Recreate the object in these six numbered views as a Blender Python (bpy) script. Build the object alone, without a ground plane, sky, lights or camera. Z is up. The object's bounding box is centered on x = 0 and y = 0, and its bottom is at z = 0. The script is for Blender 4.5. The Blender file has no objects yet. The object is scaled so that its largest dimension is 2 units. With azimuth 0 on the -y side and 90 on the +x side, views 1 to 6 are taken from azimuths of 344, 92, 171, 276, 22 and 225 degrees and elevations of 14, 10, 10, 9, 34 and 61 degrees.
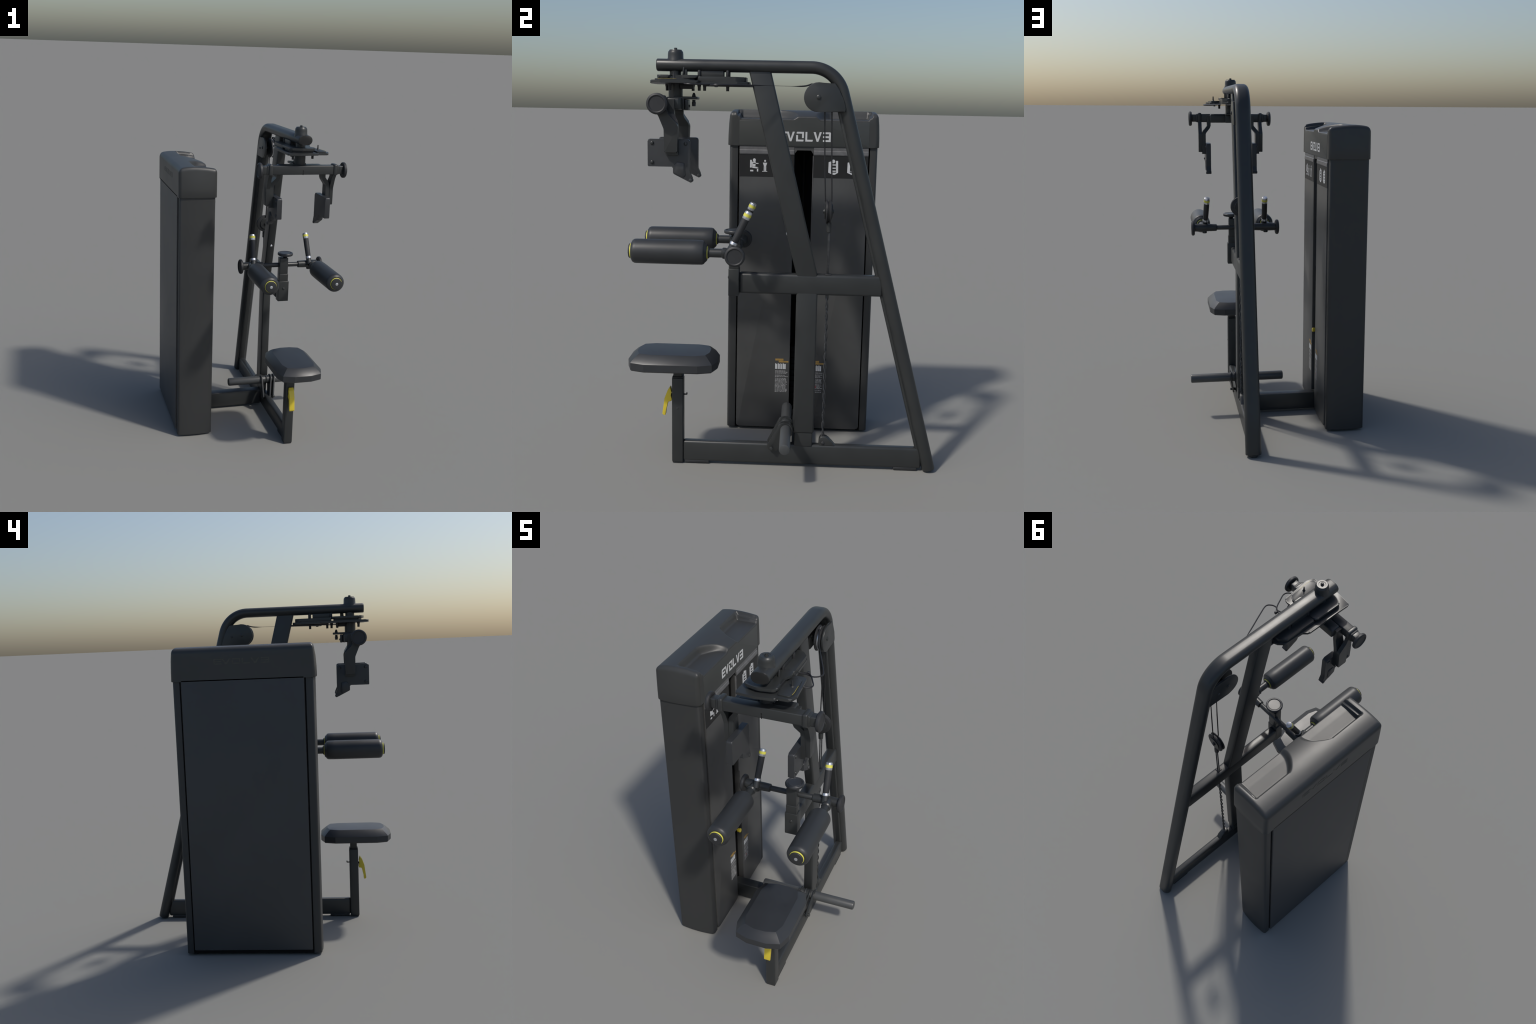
import bpy, bmesh, math, random
from mathutils import Vector, Matrix

random.seed(7)
XF = 0.189          # centre plane of the frame
XU = 0.1895         # mirror plane of the arm assembly

# ------------------------------------------------------------------ materials
def material(name, color, rough=0.45, metallic=0.0, var=0.10, scale=9.0,
             bump=0.0, bump_scale=300.0, spec=0.5, rough_var=0.06, coat=0.0):
    m = bpy.data.materials.new(name)
    m.use_nodes = True
    nt = m.node_tree
    bsdf = nt.nodes["Principled BSDF"]
    tc = nt.nodes.new("ShaderNodeTexCoord")
    noise = nt.nodes.new("ShaderNodeTexNoise")
    noise.inputs["Scale"].default_value = scale
    noise.inputs["Detail"].default_value = 4.0
    nt.links.new(tc.outputs["Object"], noise.inputs["Vector"])
    ramp = nt.nodes.new("ShaderNodeValToRGB")
    lo = [c * (1 - var) for c in color]
    hi = [c * (1 + var) for c in color]
    ramp.color_ramp.elements[0].position = 0.3
    ramp.color_ramp.elements[1].position = 0.7
    ramp.color_ramp.elements[0].color = (*lo, 1)
    ramp.color_ramp.elements[1].color = (*hi, 1)
    nt.links.new(noise.outputs["Fac"], ramp.inputs["Fac"])
    nt.links.new(ramp.outputs["Color"], bsdf.inputs["Base Color"])
    mr = nt.nodes.new("ShaderNodeMapRange")
    mr.inputs["To Min"].default_value = max(0.02, rough - rough_var)
    mr.inputs["To Max"].default_value = rough + rough_var
    nt.links.new(noise.outputs["Fac"], mr.inputs["Value"])
    nt.links.new(mr.outputs["Result"], bsdf.inputs["Roughness"])
    bsdf.inputs["Metallic"].default_value = metallic
    bsdf.inputs["Specular IOR Level"].default_value = spec
    bsdf.inputs["Coat Weight"].default_value = coat
    if bump > 0:
        n2 = nt.nodes.new("ShaderNodeTexNoise")
        n2.inputs["Scale"].default_value = bump_scale
        nt.links.new(tc.outputs["Object"], n2.inputs["Vector"])
        b = nt.nodes.new("ShaderNodeBump")
        b.inputs["Strength"].default_value = bump
        b.inputs["Distance"].default_value = 0.001
        nt.links.new(n2.outputs["Fac"], b.inputs["Height"])
        nt.links.new(b.outputs["Normal"], bsdf.inputs["Normal"])
    return m

M_PAINT  = material("charcoal_powder_coat", (0.0300, 0.0322, 0.0325), 0.38, var=0.08, bump=0.02)
M_CAB    = material("cabinet_shell_plastic", (0.034, 0.035, 0.035), 0.50, var=0.06, scale=3)
M_PANEL  = material("cabinet_panel_satin", (0.062, 0.0625, 0.062), 0.43, var=0.14, scale=4)
M_FASCIA = material("cap_fascia_plastic", (0.054, 0.0580, 0.0570), 0.45, var=0.06, scale=6)
M_BACK   = material("cabinet_back_satin", (0.049, 0.0495, 0.0505), 0.46, var=0.08, scale=3)
M_CAP    = material("cabinet_cap_plastic", (0.040, 0.0415, 0.0410), 0.43, var=0.07, scale=6, bump=0.03)
M_VINYL  = material("black_vinyl_upholstery", (0.032, 0.034, 0.037), 0.39, var=0.08, bump=0.03, bump_scale=420)
M_FOAM   = material("black_foam_cover", (0.030, 0.032, 0.034), 0.45, var=0.07, bump=0.02)
M_RUBBER = material("dark_rubber", (0.024, 0.025, 0.027), 0.55, var=0.1)
M_BLACK  = material("black_interior", (0.006, 0.006, 0.0065), 0.7, var=0.1, spec=0.2)
M_BAND   = material("black_gloss_band", (0.012, 0.012, 0.012), 0.5, var=0.1)
M_STRIP  = material("grey_header_strip", (0.13, 0.13, 0.133), 0.42, var=0.18, scale=30)
M_WHITE  = material("white_print", (0.62, 0.63, 0.64), 0.5, var=0.05)
M_GREYPR = material("grey_print", (0.26, 0.26, 0.26), 0.55, var=0.35, scale=60)
M_ORANGE = material("ochre_print", (0.32, 0.20, 0.055), 0.55, var=0.2, scale=60)
M_RED    = material("red_print", (0.24, 0.05, 0.06), 0.55, var=0.1)
M_FAINT  = material("faded_print", (0.060, 0.060, 0.050), 0.5, var=0.2, scale=40)
M_YELLOW = material("yellow_plastic", (0.72, 0.56, 0.045), 0.42, var=0.06)
M_LEMON  = material("yellow_band", (0.70, 0.66, 0.10), 0.4, var=0.06)
M_CHROME = material("brushed_aluminium", (0.66, 0.67, 0.70), 0.33, metallic=0.85, var=0.15, scale=60)
M_CABLE  = material("black_cable", (0.014, 0.014, 0.016), 0.45, var=0.3, scale=120)
M_STEEL  = material("steel_cable", (0.055, 0.058, 0.062), 0.4, metallic=0.4, var=0.35, scale=120)
M_FOOT   = material("foot_tube_grey", (0.064, 0.067, 0.068), 0.40, var=0.06)

# ------------------------------------------------------------------ helpers
def finish(name, bm, mat, parent=None, angle=32, kind=None, flat=False):
    if not flat:
        bmesh.ops.remove_doubles(bm, verts=bm.verts, dist=1e-6)
    bmesh.ops.recalc_face_normals(bm, faces=bm.faces)
    lim = math.radians(angle)
    for f in bm.faces:
        f.smooth = not flat
    for e in bm.edges:
        if len(e.link_faces) == 2 and e.calc_face_angle(0) > lim:
            e.smooth = False
    mn = Vector((1e9,) * 3); mx = -mn
    for v in bm.verts:
        for i in range(3):
            mn[i] = min(mn[i], v.co[i]); mx[i] = max(mx[i], v.co[i])
    c = (mn + mx) / 2
    for v in bm.verts:
        v.co -= c
    me = bpy.data.meshes.new(name)
    bm.to_mesh(me); bm.free()
    me.materials.append(mat)
    ob = bpy.data.objects.new(name, me)
    ob.location = c
    bpy.context.scene.collection.objects.link(ob)
    if parent is not None:
        attach(ob, parent)
    if kind:
        ob["kind"] = kind
    return ob

def world_loc(ob):
    l = ob.location.copy()
    return l if ob.parent is None else l + world_loc(ob.parent)

def attach(ob, parent):
    ob.location = Vector(ob.location) - world_loc(parent)
    ob.parent = parent

def duplicate(ob, offset=(0, 0, 0), mirror_x=None):
    """copy sharing mesh data, moved by offset or mirrored about a plane x = mirror_x"""
    c = ob.copy()
    bpy.context.scene.collection.objects.link(c)
    if mirror_x is not None:
        w = world_loc(ob)
        c.location = Vector(ob.location) + Vector((2 * (mirror_x - w.x), 0, 0))
        c.scale = (-1, 1, 1)
    else:
        c.location = Vector(ob.location) + Vector(offset)
    return c

def empty_bm():
    return bmesh.new()

def add_box(bm, x0, x1, y0, y1, z0, z1, r=0.0, seg=2):
    ret = bmesh.ops.create_cube(bm, size=1.0)
    vs = ret["verts"]
    for v in vs:
        v.co = Vector(((x0 + x1) / 2 + v.co.x * (x1 - x0), (y0 + y1) / 2 + v.co.y * (y1 - y0), (z0 + z1) / 2 + v.co.z * (z1 - z0)))
    if r > 0:
        es = list({e for v in vs for e in v.link_edges})
        bmesh.ops.bevel(bm, geom=es, offset=r, segments=seg, affect='EDGES', profile=0.5)

def box(name, x0, x1, y0, y1, z0, z1, mat, parent=None, r=0.0, seg=3, **k):
    bm = empty_bm(); add_box(bm, x0, x1, y0, y1, z0, z1, r, seg)
    return finish(name, bm, mat, parent, **k)

def add_prism(bm, pts, axis, lo, hi, r=0.0, seg=2):
    """extrude a 2D outline along an axis; outline coords are the two other axes in order"""
    def P(a, b, t):
        return {0: (t, a, b), 1: (a, t, b), 2: (a, b, t)}[axis]
    bot = [bm.verts.new(P(a, b, lo)) for a, b in pts]
    top = [bm.verts.new(P(a, b, hi)) for a, b in pts]
    fb = bm.faces.new(bot); ft = bm.faces.new(top)
    n = len(pts)
    for i in range(n):
        bm.faces.new((bot[i], bot[(i + 1) % n], top[(i + 1) % n], top[i]))
    if r > 0:
        es = list(set(fb.edges) | set(ft.edges))
        bmesh.ops.bevel(bm, geom=es, offset=r, segments=seg, affect='EDGES', profile=0.5)

def prism(name, pts, axis, lo, hi, mat, parent=None, r=0.0, seg=2, **k):
    bm = empty_bm(); add_prism(bm, pts, axis, lo, hi, r, seg)
    return finish(name, bm, mat, parent, **k)

def round_poly(pts, radii, n=6):
    """round the corners of a 2D polygon"""
    out = []
    N = len(pts)
    for i, p in enumerate(pts):
        r = radii[i] if isinstance(radii, (list, tuple)) else radii
        p = Vector(p); a = Vector(pts[i - 1]) - p; b = Vector(pts[(i + 1) % N]) - p
        if r <= 0:
            out.append(tuple(p)); continue
        la, lb = a.length, b.length
        a.normalize(); b.normalize()
        ang = max(0.05, a.angle(b))
        t = min(r / math.tan(ang / 2), la * 0.49, lb * 0.49)
        s, e = p + a * t, p + b * t
        for j in range(n + 1):
            u = j / n
            out.append(tuple((1 - u) ** 2 * s + 2 * u * (1 - u) * p + u * u * e))
    return out

def frame_of(d):
    d = d.normalized()
    up = Vector((0, 0, 1)) if abs(d.z) < 0.9 else Vector((1, 0, 0))
    a = d.cross(up).normalized()
    return a, a.cross(d).normalized(), d

def add_lathe(bm, p0, d, profile, seg=32):
    """profile: list of (distance along d, radius)"""
    p0 = Vector(p0); a, b, d = frame_of(Vector(d))
    rings = []
    for t, r in profile:
        c = p0 + d * t
        if r < 1e-6:
            rings.append([bm.verts.new(c)])
        else:
            rings.append([bm.verts.new(c + (a * math.cos(2 * math.pi * i / seg) + b * math.sin(2 * math.pi * i / seg)) * r) for i in range(seg)])
    for k in range(len(rings) - 1):
        A, B = rings[k], rings[k + 1]
        for i in range(seg):
            j = (i + 1) % seg
            if len(A) == 1 and len(B) == 1: continue
            if len(A) == 1: bm.faces.new((A[0], B[i], B[j]))
            elif len(B) == 1: bm.faces.new((A[i], A[j], B[0]))
            else: bm.faces.new((A[i], A[j], B[j], B[i]))
    if len(rings[0]) > 1: bm.faces.new(rings[0])
    if len(rings[-1]) > 1: bm.faces.new(rings[-1])

def lathe(name, p0, d, profile, mat, parent=None, seg=32, **k):
    bm = empty_bm(); add_lathe(bm, p0, d, profile, seg)
    return finish(name, bm, mat, parent, **k)

def rod_profile(L, r, b=0.003):
    b = min(b, r * 0.6)
    return [(0, 0), (0, r - b), (b * 0.3, r - b * 0.3), (b, r), (L - b, r), (L - b * 0.3, r - b * 0.3), (L, r - b), (L, 0)]

def rod(name, p0, p1, r, mat, parent=None, b=0.003, seg=32, **k):
    d = Vector(p1) - Vector(p0)
    return lathe(name, p0, d, rod_profile(d.length, r, b), mat, parent, seg, **k)

def add_tube(bm, path, r, seg=10, taper=None):
    """round wire through points"""
    path = [Vector(p) for p in path]
    rings = []
    a_prev = None
    for i, p in enumerate(path):
        d = (path[min(i + 1, len(path) - 1)] - path[max(i - 1, 0)]).normalized()
        if a_prev is None:
            a, b, _ = frame_of(d)
        else:
            a = (a_prev - d * a_prev.dot(d)).normalized(); b = d.cross(a).normalized()
        a_prev = a
        rr = r * (taper(p) if taper else 1.0)
        rings.append([bm.verts.new(p + (a * math.cos(2 * math.pi * k / seg) + b * math.sin(2 * math.pi * k / seg)) * rr) for k in range(seg)])
    for A, B in zip(rings, rings[1:]):
        for k in range(seg):
            j = (k + 1) % seg
            bm.faces.new((A[k], A[j], B[j], B[k]))
    bm.faces.new(rings[0]); bm.faces.new(rings[-1])

def smooth_path(pts, n=8):
    """Catmull-Rom through control points"""
    P = [Vector(p) for p in pts]
    P = [2 * P[0] - P[1]] + P + [2 * P[-1] - P[-2]]
    out = []
    for i in range(1, len(P) - 2):
        for j in range(n):
            t = j / n
            p0, p1, p2, p3 = P[i - 1], P[i], P[i + 1], P[i + 2]
            out.append(0.5 * ((2 * p1) + (p2 - p0) * t + (2 * p0 - 5 * p1 + 4 * p2 - p3) * t * t + (3 * p1 - p0 - 3 * p2 + p3) * t ** 3))
    out.append(P[-2])
    return out

def sweep_yz(name, path, section, x_c, mat, parent, thick=None, **k):
    """sweep a closed section (x, n) along a path in the y-z plane; n is the in-plane normal"""
    bm = empty_bm()
    rings = []
    P = [Vector((0, y, z)) for y, z in path]
    for i, p in enumerate(P):
        d = (P[min(i + 1, len(P) - 1)] - P[max(i - 1, 0)]).normalized()
        n = Vector((0, -d.z, d.y))
        f = 1.0 if thick is None else thick(p.z)
        rings.append([bm.verts.new(p + Vector((x_c + sx, 0, 0)) + n * sn * f) for sx, sn in section])
    m = len(section)
    for A, B in zip(rings, rings[1:]):
        for k2 in range(m):
            j = (k2 + 1) % m
            bm.faces.new((A[k2], A[j], B[j], B[k2]))
    for R in (rings[0], rings[-1]):
        bm.faces.new(R)
    caps = [f for f in bm.faces if len(f.verts) > 4]
    es = list({e for f in caps for e in f.edges})
    bmesh.ops.bevel(bm, geom=es, offset=0.004, segments=2, affect='EDGES', profile=0.5)
    return finish(name, bm, mat, parent, **k)

def pill_section(w, t, n=10):
    """flat-oval section, width w along x, thickness t"""
    r = t / 2; h = max(0, w / 2 - r)
    pts = []
    for i in range(n + 1):
        a = -math.pi / 2 + math.pi * i / n
        pts.append((h + r * math.cos(a), r * math.sin(a)))
    for i in range(n + 1):
        a = math.pi / 2 + math.pi * i / n
        pts.append((-h + r * math.cos(a), r * math.sin(a)))
    return pts

def bolt(name, p, d, r, h, mat, parent, seg=20):
    return lathe(name, p, d, [(-0.002, 0), (-0.002, r), (h * 0.45, r), (h * 0.8, r * 0.75), (h, r * 0.35), (h, 0)], mat, parent, seg, angle=50)

# ------------------------------------------------------------------ root
root = bpy.data.objects.new("strength_machine", None)
bpy.context.scene.collection.objects.link(root)
root.location = (0, 0, 0)
root["label"] = "dark grey gym weight machine with cabinet, seat and roller pads"
root["category"] = "exercise machine"

# ================================================================== CABINET
CX0, CX1 = -0.4770, -0.2595
CY0, CY1 = -0.3130, 0.4460
cab = box("cabinet", -0.4695, -0.464, -0.285, 0.425, 0.03, 1.60, M_BLACK, root, r=0.004)

for (a, b) in ((CY0, -0.2715), (0.4095, CY1)):
    o = -1 if a < 0 else 1
    # C-shaped side rail: rounded outer corners, straight inner edge
    outer = CY0 if o < 0 else CY1
    inner = b if o < 0 else a
    bow = 0.009
    pts = [(CX0, inner), (CX1, inner), (CX1, outer)]
    for i in range(1, 8):                       # softly bowed outer face
        u = i / 8
        pts.append((CX1 + (CX0 - CX1) * u, outer + o * bow * (1 - (2 * u - 1) ** 2)))
    pts.append((CX0, outer))
    rad = [0.002, 0.002, 0.014] + [0] * 7 + [0.014]
    prism("side_rail", round_poly(pts, rad), 2, 0.010, 1.556, M_CAB, cab, r=0.002)

prism("back_panel", round_poly([(0.4025, 0.032), (0.4025, 1.556), (-0.2645, 1.556), (-0.2645, 0.032)], [0.004, 0, 0, 0.004]), 0, -0.4845, -0.470, M_BACK, cab, r=0.004, seg=3)
box("bottom_plate", -0.468, -0.275, -0.270, 0.408, 0.008, 0.030, M_BLACK, cab)

# two front panels with a slot between them, slightly bowed faces
PF = -0.2545        # outer face of the front panels
def front_panel(y0, y1, face):
    bm = empty_bm()
    nb = 10
    z0, z1 = 0.016, 1.556
    pts = round_poly([(y0, z0), (y1, z0), (y1, z1), (y0, z1)], [0.016, 0.016, 0, 0])
    add_prism(bm, pts, 0, -0.290, face, r=0.004, seg=3)
    return finish("front_panel", bm, M_PANEL, cab)
front_panel(-0.2655, 0.0215, PF)
front_panel(0.1180, 0.4035, PF)
# inner side wall and weight plates seen through the slot
for k in range(12):
    z = 0.050 + k * 0.0335
    box("weight_plate", -0.430, -0.345, 0.025, 0.1145, z, z + 0.0310, M_BLACK, cab, r=0.003)
rod("selector_rod", (-0.385, 0.071, 0.44), (-0.385, 0.071, 1.56), 0.007, M_BLACK, cab, seg=12)
for y0, y1 in ((0.0165, 0.0210), (0.1185, 0.1230)):
    box("slot_wall", -0.463, -0.286, y0, y1, 0.030, 1.5480, M_BLACK, cab)
# header above the slot, with rounded slot corners
hdr = round_poly([(0.0205, 1.556), (0.0205, 1.492), (0.0225, 1.512), (0.034, 1.5285), (0.106, 1.5285), (0.1175, 1.512), (0.119, 1.492), (0.119, 1.556)], 0)
prism("slot_header", hdr, 0, -0.288, PF - 0.001, M_PANEL, cab, r=0.001)

# pale header strips, black figure bands
for (y0, y1) in ((-0.2640, 0.0195), (0.1200, 0.4020)):
    bm = empty_bm()
    prof = [(PF + u, v) for u, v in ((-0.001, 1.5455), (0.0015, 1.541), (0.0010, 1.5275), (0.0035, 1.5240), (0.0045, 1.5080), (0.0030, 1.5035), (-0.001, 1.5030))]
    add_prism(bm, prof, 1, y0, y1, r=0.0)
    finish("header_strip", bm, M_STRIP, cab, angle=20)
    box("figure_band", PF - 0.001, PF + 0.001, y0 + 0.001, y1 - 0.001, 1.388, 1.5025, M_BAND, cab)

box("edge_glint_strip", PF - 0.009, PF + 0.0007, 0.1165, 0.1192, 0.900, 1.5000, M_STRIP, cab, r=0.0008)  # sun glint on the right panel's slot bevel, modelled as a pale strip

# printed strokes: 2D strokes on the plane x = const, seen from +x (u = y, v = z)
def strokes(name, polys, x, t, mat, parent, **k):
    bm = empty_bm()
    for p in polys:
        add_prism(bm, p, 0, x, x + t)
    return finish(name, bm, mat, parent, flat=True, **k)

def rect(a, b, c, d):
    return [(a, c), (b, c), (b, d), (a, d)]

def figure_mark(y, z, w, h, pose, grey):
    """small body silhouette printed on the black band"""
    hw = w / 2
    S = []
    S.append([(y + hw * 0.34 * math.cos(i * math.pi / 5), z + h * 0.40 + hw * 0.38 * math.sin(i * math.pi / 5)) for i in range(10)])
    if pose == 0:      # seated side pose
        S.append([(y - hw * .55, z + h * .26), (y + hw * .35, z + h * .28), (y + hw * .25, z - h * .10), (y - hw * .45, z - h * .10)])
        S.append(rect(y - hw * .95, y - hw * .55, z - h * .2, z + h * .40))
        S.append([(y - hw * .45, z - h * .10), (y + hw * .9, z - h * .16), (y + hw * .9, z - h * .27), (y - hw * .45, z - h * .22)])
        S.append(rect(y + hw * .62, y + hw * .92, z - h * .5, z - h * .2))
        S.append(rect(y - hw * .9, y - hw * .2, z - h * .5, z - h * .38))
        S.append(rect(y - hw * .3, y + hw * .95, z + h * .10, z + h * .17))
    elif pose == 1:    # standing figure on a base line
        S.append([(y - hw * .75, z + h * .25), (y + hw * .75, z + h * .25), (y + hw * .35, z - h * .06), (y - hw * .35, z - h * .06)])
        S.append(rect(y - hw * .42, y - hw * .06, z - h * .46, z - h * .06))
        S.append(rect(y + hw * .06, y + hw * .42, z - h * .46, z - h * .06))
        S.append(rect(y - hw * .95, y + hw * .8, z - h * .5, z - h * .45))
    else:              # framed muscle chart
        S.append([(y - hw * .95, z + h * .34), (y - hw * .45, z + h * .40), (y - hw * .45, z - h * .36), (y - hw * .98, z - h * .36)])
        S.append([(y + hw * .48, z + h * .44), (y + hw * .92, z + h * .44), (y + hw * .98, z - h * .36), (y + hw * .58, z - h * .36)])
        S.append([(y - hw, z - h * .36), (y + hw, z - h * .36), (y + hw * .35, z - h * .5), (y - hw * .1, z - h * .5)])
        S.append(rect(y - hw * .35, y + hw * .5, z + h * .12, z + h * .2))
        S.append(rect(y - hw * .2, y + hw * .5, z - h * .10, z - h * .02))
        S.append(rect(y - hw * .3, y + hw * .5, z - h * .30, z - h * .22))
    return strokes("figure_mark", S, PF + 0.0008, 0.0009, M_WHITE, cab)

figure_mark(-0.187, 1.447, 0.046, 0.066, 0, 0)
figure_mark(-0.131, 1.445, 0.030, 0.062, 1, 0)
figure_mark(-0.062, 1.446, 0.036, 0.066, 1, 0)
figure_mark(0.223, 1.444, 0.052, 0.076, 2, 0)
figure_mark(0.321, 1.444, 0.052, 0.074, 2, 0)

# instruction labels: two ochre heading bars, rows of small words
def label(y0, y1, z0, z1, seed, mark):
    rnd = random.Random(seed)
    w = y1 - y0
    x = PF - 0.0001
    strokes("label_heading", [rect(y0, y0 + w * .62, z1 - .011, z1), rect(y0 + w * .26, y1, z1 - .021, z1 - .0125)], x, 0.0007, M_ORANGE, cab, kind="stuff")
    heads = []
    yy = y0
    for k, ww in enumerate((.17, .17, .14, .27)):
        g = w * ww
        heads.append(rect(yy, yy + g * .35, z1 - .058, z1 - .027)); heads.append(rect(yy + g * .45, yy + g * .85, z1 - .058, z1 - .030))
        yy += g + w * .03
    strokes("label_title", heads, x, 0.0007, M_WHITE, cab, kind="stuff")
    rows = []
    z = z1 - 0.067
    while z > z0:
        end = y0 + w * rnd.choice((.80, .86, .92, .97))
        a = y0
        while a < end - .004:
            b = min(end, a + rnd.uniform(.005, .013))
            rows.append(rect(a, b, z - .0042, z))
            a = b + .0022
        z -= .0068 if rnd.random() > .2 else .0108
    strokes("label_text", rows, x, 0.0007, M_GREYPR, cab, kind="stuff")
    if mark:
        strokes("label_symbol", [[(y0 + w * .35 + .006 * math.cos(i), z0 + .03 + .008 * math.sin(i)) for i in (0, 1.2, 2.4, 3.6, 4.8)]], x, 0.0009, M_RED, cab)
label(-0.0560, 0.0150, 0.220, 0.406, 3, False)
label(0.1400, 0.2060, 0.222, 0.400, 5, True)

# cap: moulded cover with crowned top, two trays and a waisted bridge between them
def smooth(a, b, x):
    t = min(1, max(0, (x - a) / (b - a)))
    return t * t * (3 - 2 * t)

def build_cap():
    x0, x1, y0, y1 = -0.4845, -0.2505, -0.3180, 0.4495
    zb = 1.5465
    def cluster(a, b, n, ra, rb, m=8):
        s = [a + ra * (1 - math.cos(math.pi / 2 * i / m)) for i in range(m)]
        s += [a + ra + (b - rb - a - ra) * i / n for i in range(n)]
        s += [b - rb * (1 - math.cos(math.pi / 2 * (m - i) / m)) for i in range(m + 1)]
        return s
    R, RF = 0.027, 0.022
    xs = cluster(x0, x1, 42, R, RF)
    ys = cluster(y0, y1, 190, R, R)
    def top(x, y):
        u = (x + 0.400)
        end = max(smooth(-0.250, -0.290, y), smooth(0.395, 0.425, y))
        k = 0.029 * (1 - end) + 0.013 * end
        s = 1.7310 - (k * (u / 0.14) ** 2 if u > 0 else 0.012 * (u / 0.085) ** 2)
        t = max(0, (-0.262 - x)) / 0.10
        ya = 0.130 + 0.050 * t * t
        yb = 0.034 - 0.075 * t * t
        wall_x = smooth(-0.384, -0.362, x)
        # outer ends rise in two steps
        ea = 0.55 * (1 - smooth(0.398, 0.405, y)) + 0.45 * (1 - smooth(0.413, 0.420, y))
        eb = 0.55 * smooth(-0.265, -0.258, y) + 0.45 * smooth(-0.282, -0.275, y)
        ma = smooth(ya - 0.004, ya + 0.024, y) * ea
        mb = eb * (1 - smooth(yb - 0.024, yb + 0.004, y))
        m = wall_x * max(ma, mb)
        floor = 1.6885 - 0.003 * smooth(-0.30, -0.255, x)
        z = s * (1 - m) + min(s, floor) * m
        return z
    bm = empty_bm()
    grid = []
    for x in xs:
        row = []
        for y in ys:
            db = (x - x0) / R; df = (x1 - x) / RF
            dy = min(y - y0, y1 - y) / R
            d = max(0, min(1, min(db, dy * 1.35)))
            drop = R * (1 - math.sqrt(max(0, 1 - (1 - d) ** 2)))
            ends = max(smooth(-0.270, -0.295, y), smooth(0.405, 0.430, y))
            rf = 0.007 + (RF - 0.007) * ends            # front edge rounder at the corners
            d2 = max(0, min(1, (x1 - x) / rf))
            drop = max(drop, rf * (1 - math.sqrt(max(0, 1 - (1 - d2) ** 2))))
            z = top(x, y) - drop
            # round plan corners
            rc = 0.020
            px, py = x, y
            ax = 1 if x > x1 - rc else (-1 if x < x0 + rc else 0)
            ay = 1 if y > y1 - rc else (-1 if y < y0 + rc else 0)
            if ax and ay:
                cx = x1 - rc if ax > 0 else x0 + rc
                cy = y1 - rc if ay > 0 else y0 + rc
                a = (x - cx) / rc; b = (y - cy) / rc
                px = cx + rc * a * math.sqrt(1 - b * b / 2)
                py = cy + rc * b * math.sqrt(1 - a * a / 2)
            row.append(bm.verts.new((px, py, z)))
        grid.append(row)
    nx, ny = len(xs), len(ys)
    for i in range(nx - 1):
        for j in range(ny - 1):
            bm.faces.new((grid[i][j], grid[i + 1][j], grid[i + 1][j + 1], grid[i][j + 1]))
    ring = [grid[i][0] for i in range(nx)] + [grid[nx - 1][j] for j in range(1, ny)] + [grid[i][ny - 1] for i in range(nx - 2, -1, -1)] + [grid[0][j] for j in range(ny - 2, 0, -1)]
    cx, cy = (x0 + x1) / 2, (y0 + y1) / 2
    prev = ring
    levels = [(1.66, 0.35), (1.60, 0.8), (zb + 0.004, 1.0), (zb + 0.001, 0.7), (zb, -0.5)]
    for z, k in levels:
        cur = []
        for v in ring:
            sy = 1 if v.co.y > cy else -1
            ey = 0.0045 * k * smooth(0.30, 0.375, abs(v.co.y - cy))
            ux = (v.co.x - cx) / ((x1 - x0) / 2)
            ey += 0.008 * max(0, 1 - ux * ux) * smooth(0.36, 0.38, abs(v.co.y - cy)) * min(1, k + 0.4)
            cur.append(bm.verts.new((v.co.x, v.co.y + sy * ey, z)))
        for i in range(len(ring)):
            j = (i + 1) % len(ring)
            bm.faces.new((prev[i], prev[j], cur[j], cur[i]))
        prev = cur
    bm.faces.new(prev)
    return finish("cabinet_cap", bm, M_CAP, cab, angle=40)
cap = build_cap()

# lighter front fascia between the corner columns, following the tray outline
prism("cap_fascia", round_poly([(-0.266, 1.5500), (0.402, 1.5500), (0.402, 1.6765), (0.150, 1.6765), (0.132, 1.6890), (0.032, 1.6890), (0.014, 1.6765), (-0.266, 1.6765)], 0.003, 2), 0, -0.2520, -0.2496, M_FASCIA, cab, r=0.0008)

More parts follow.
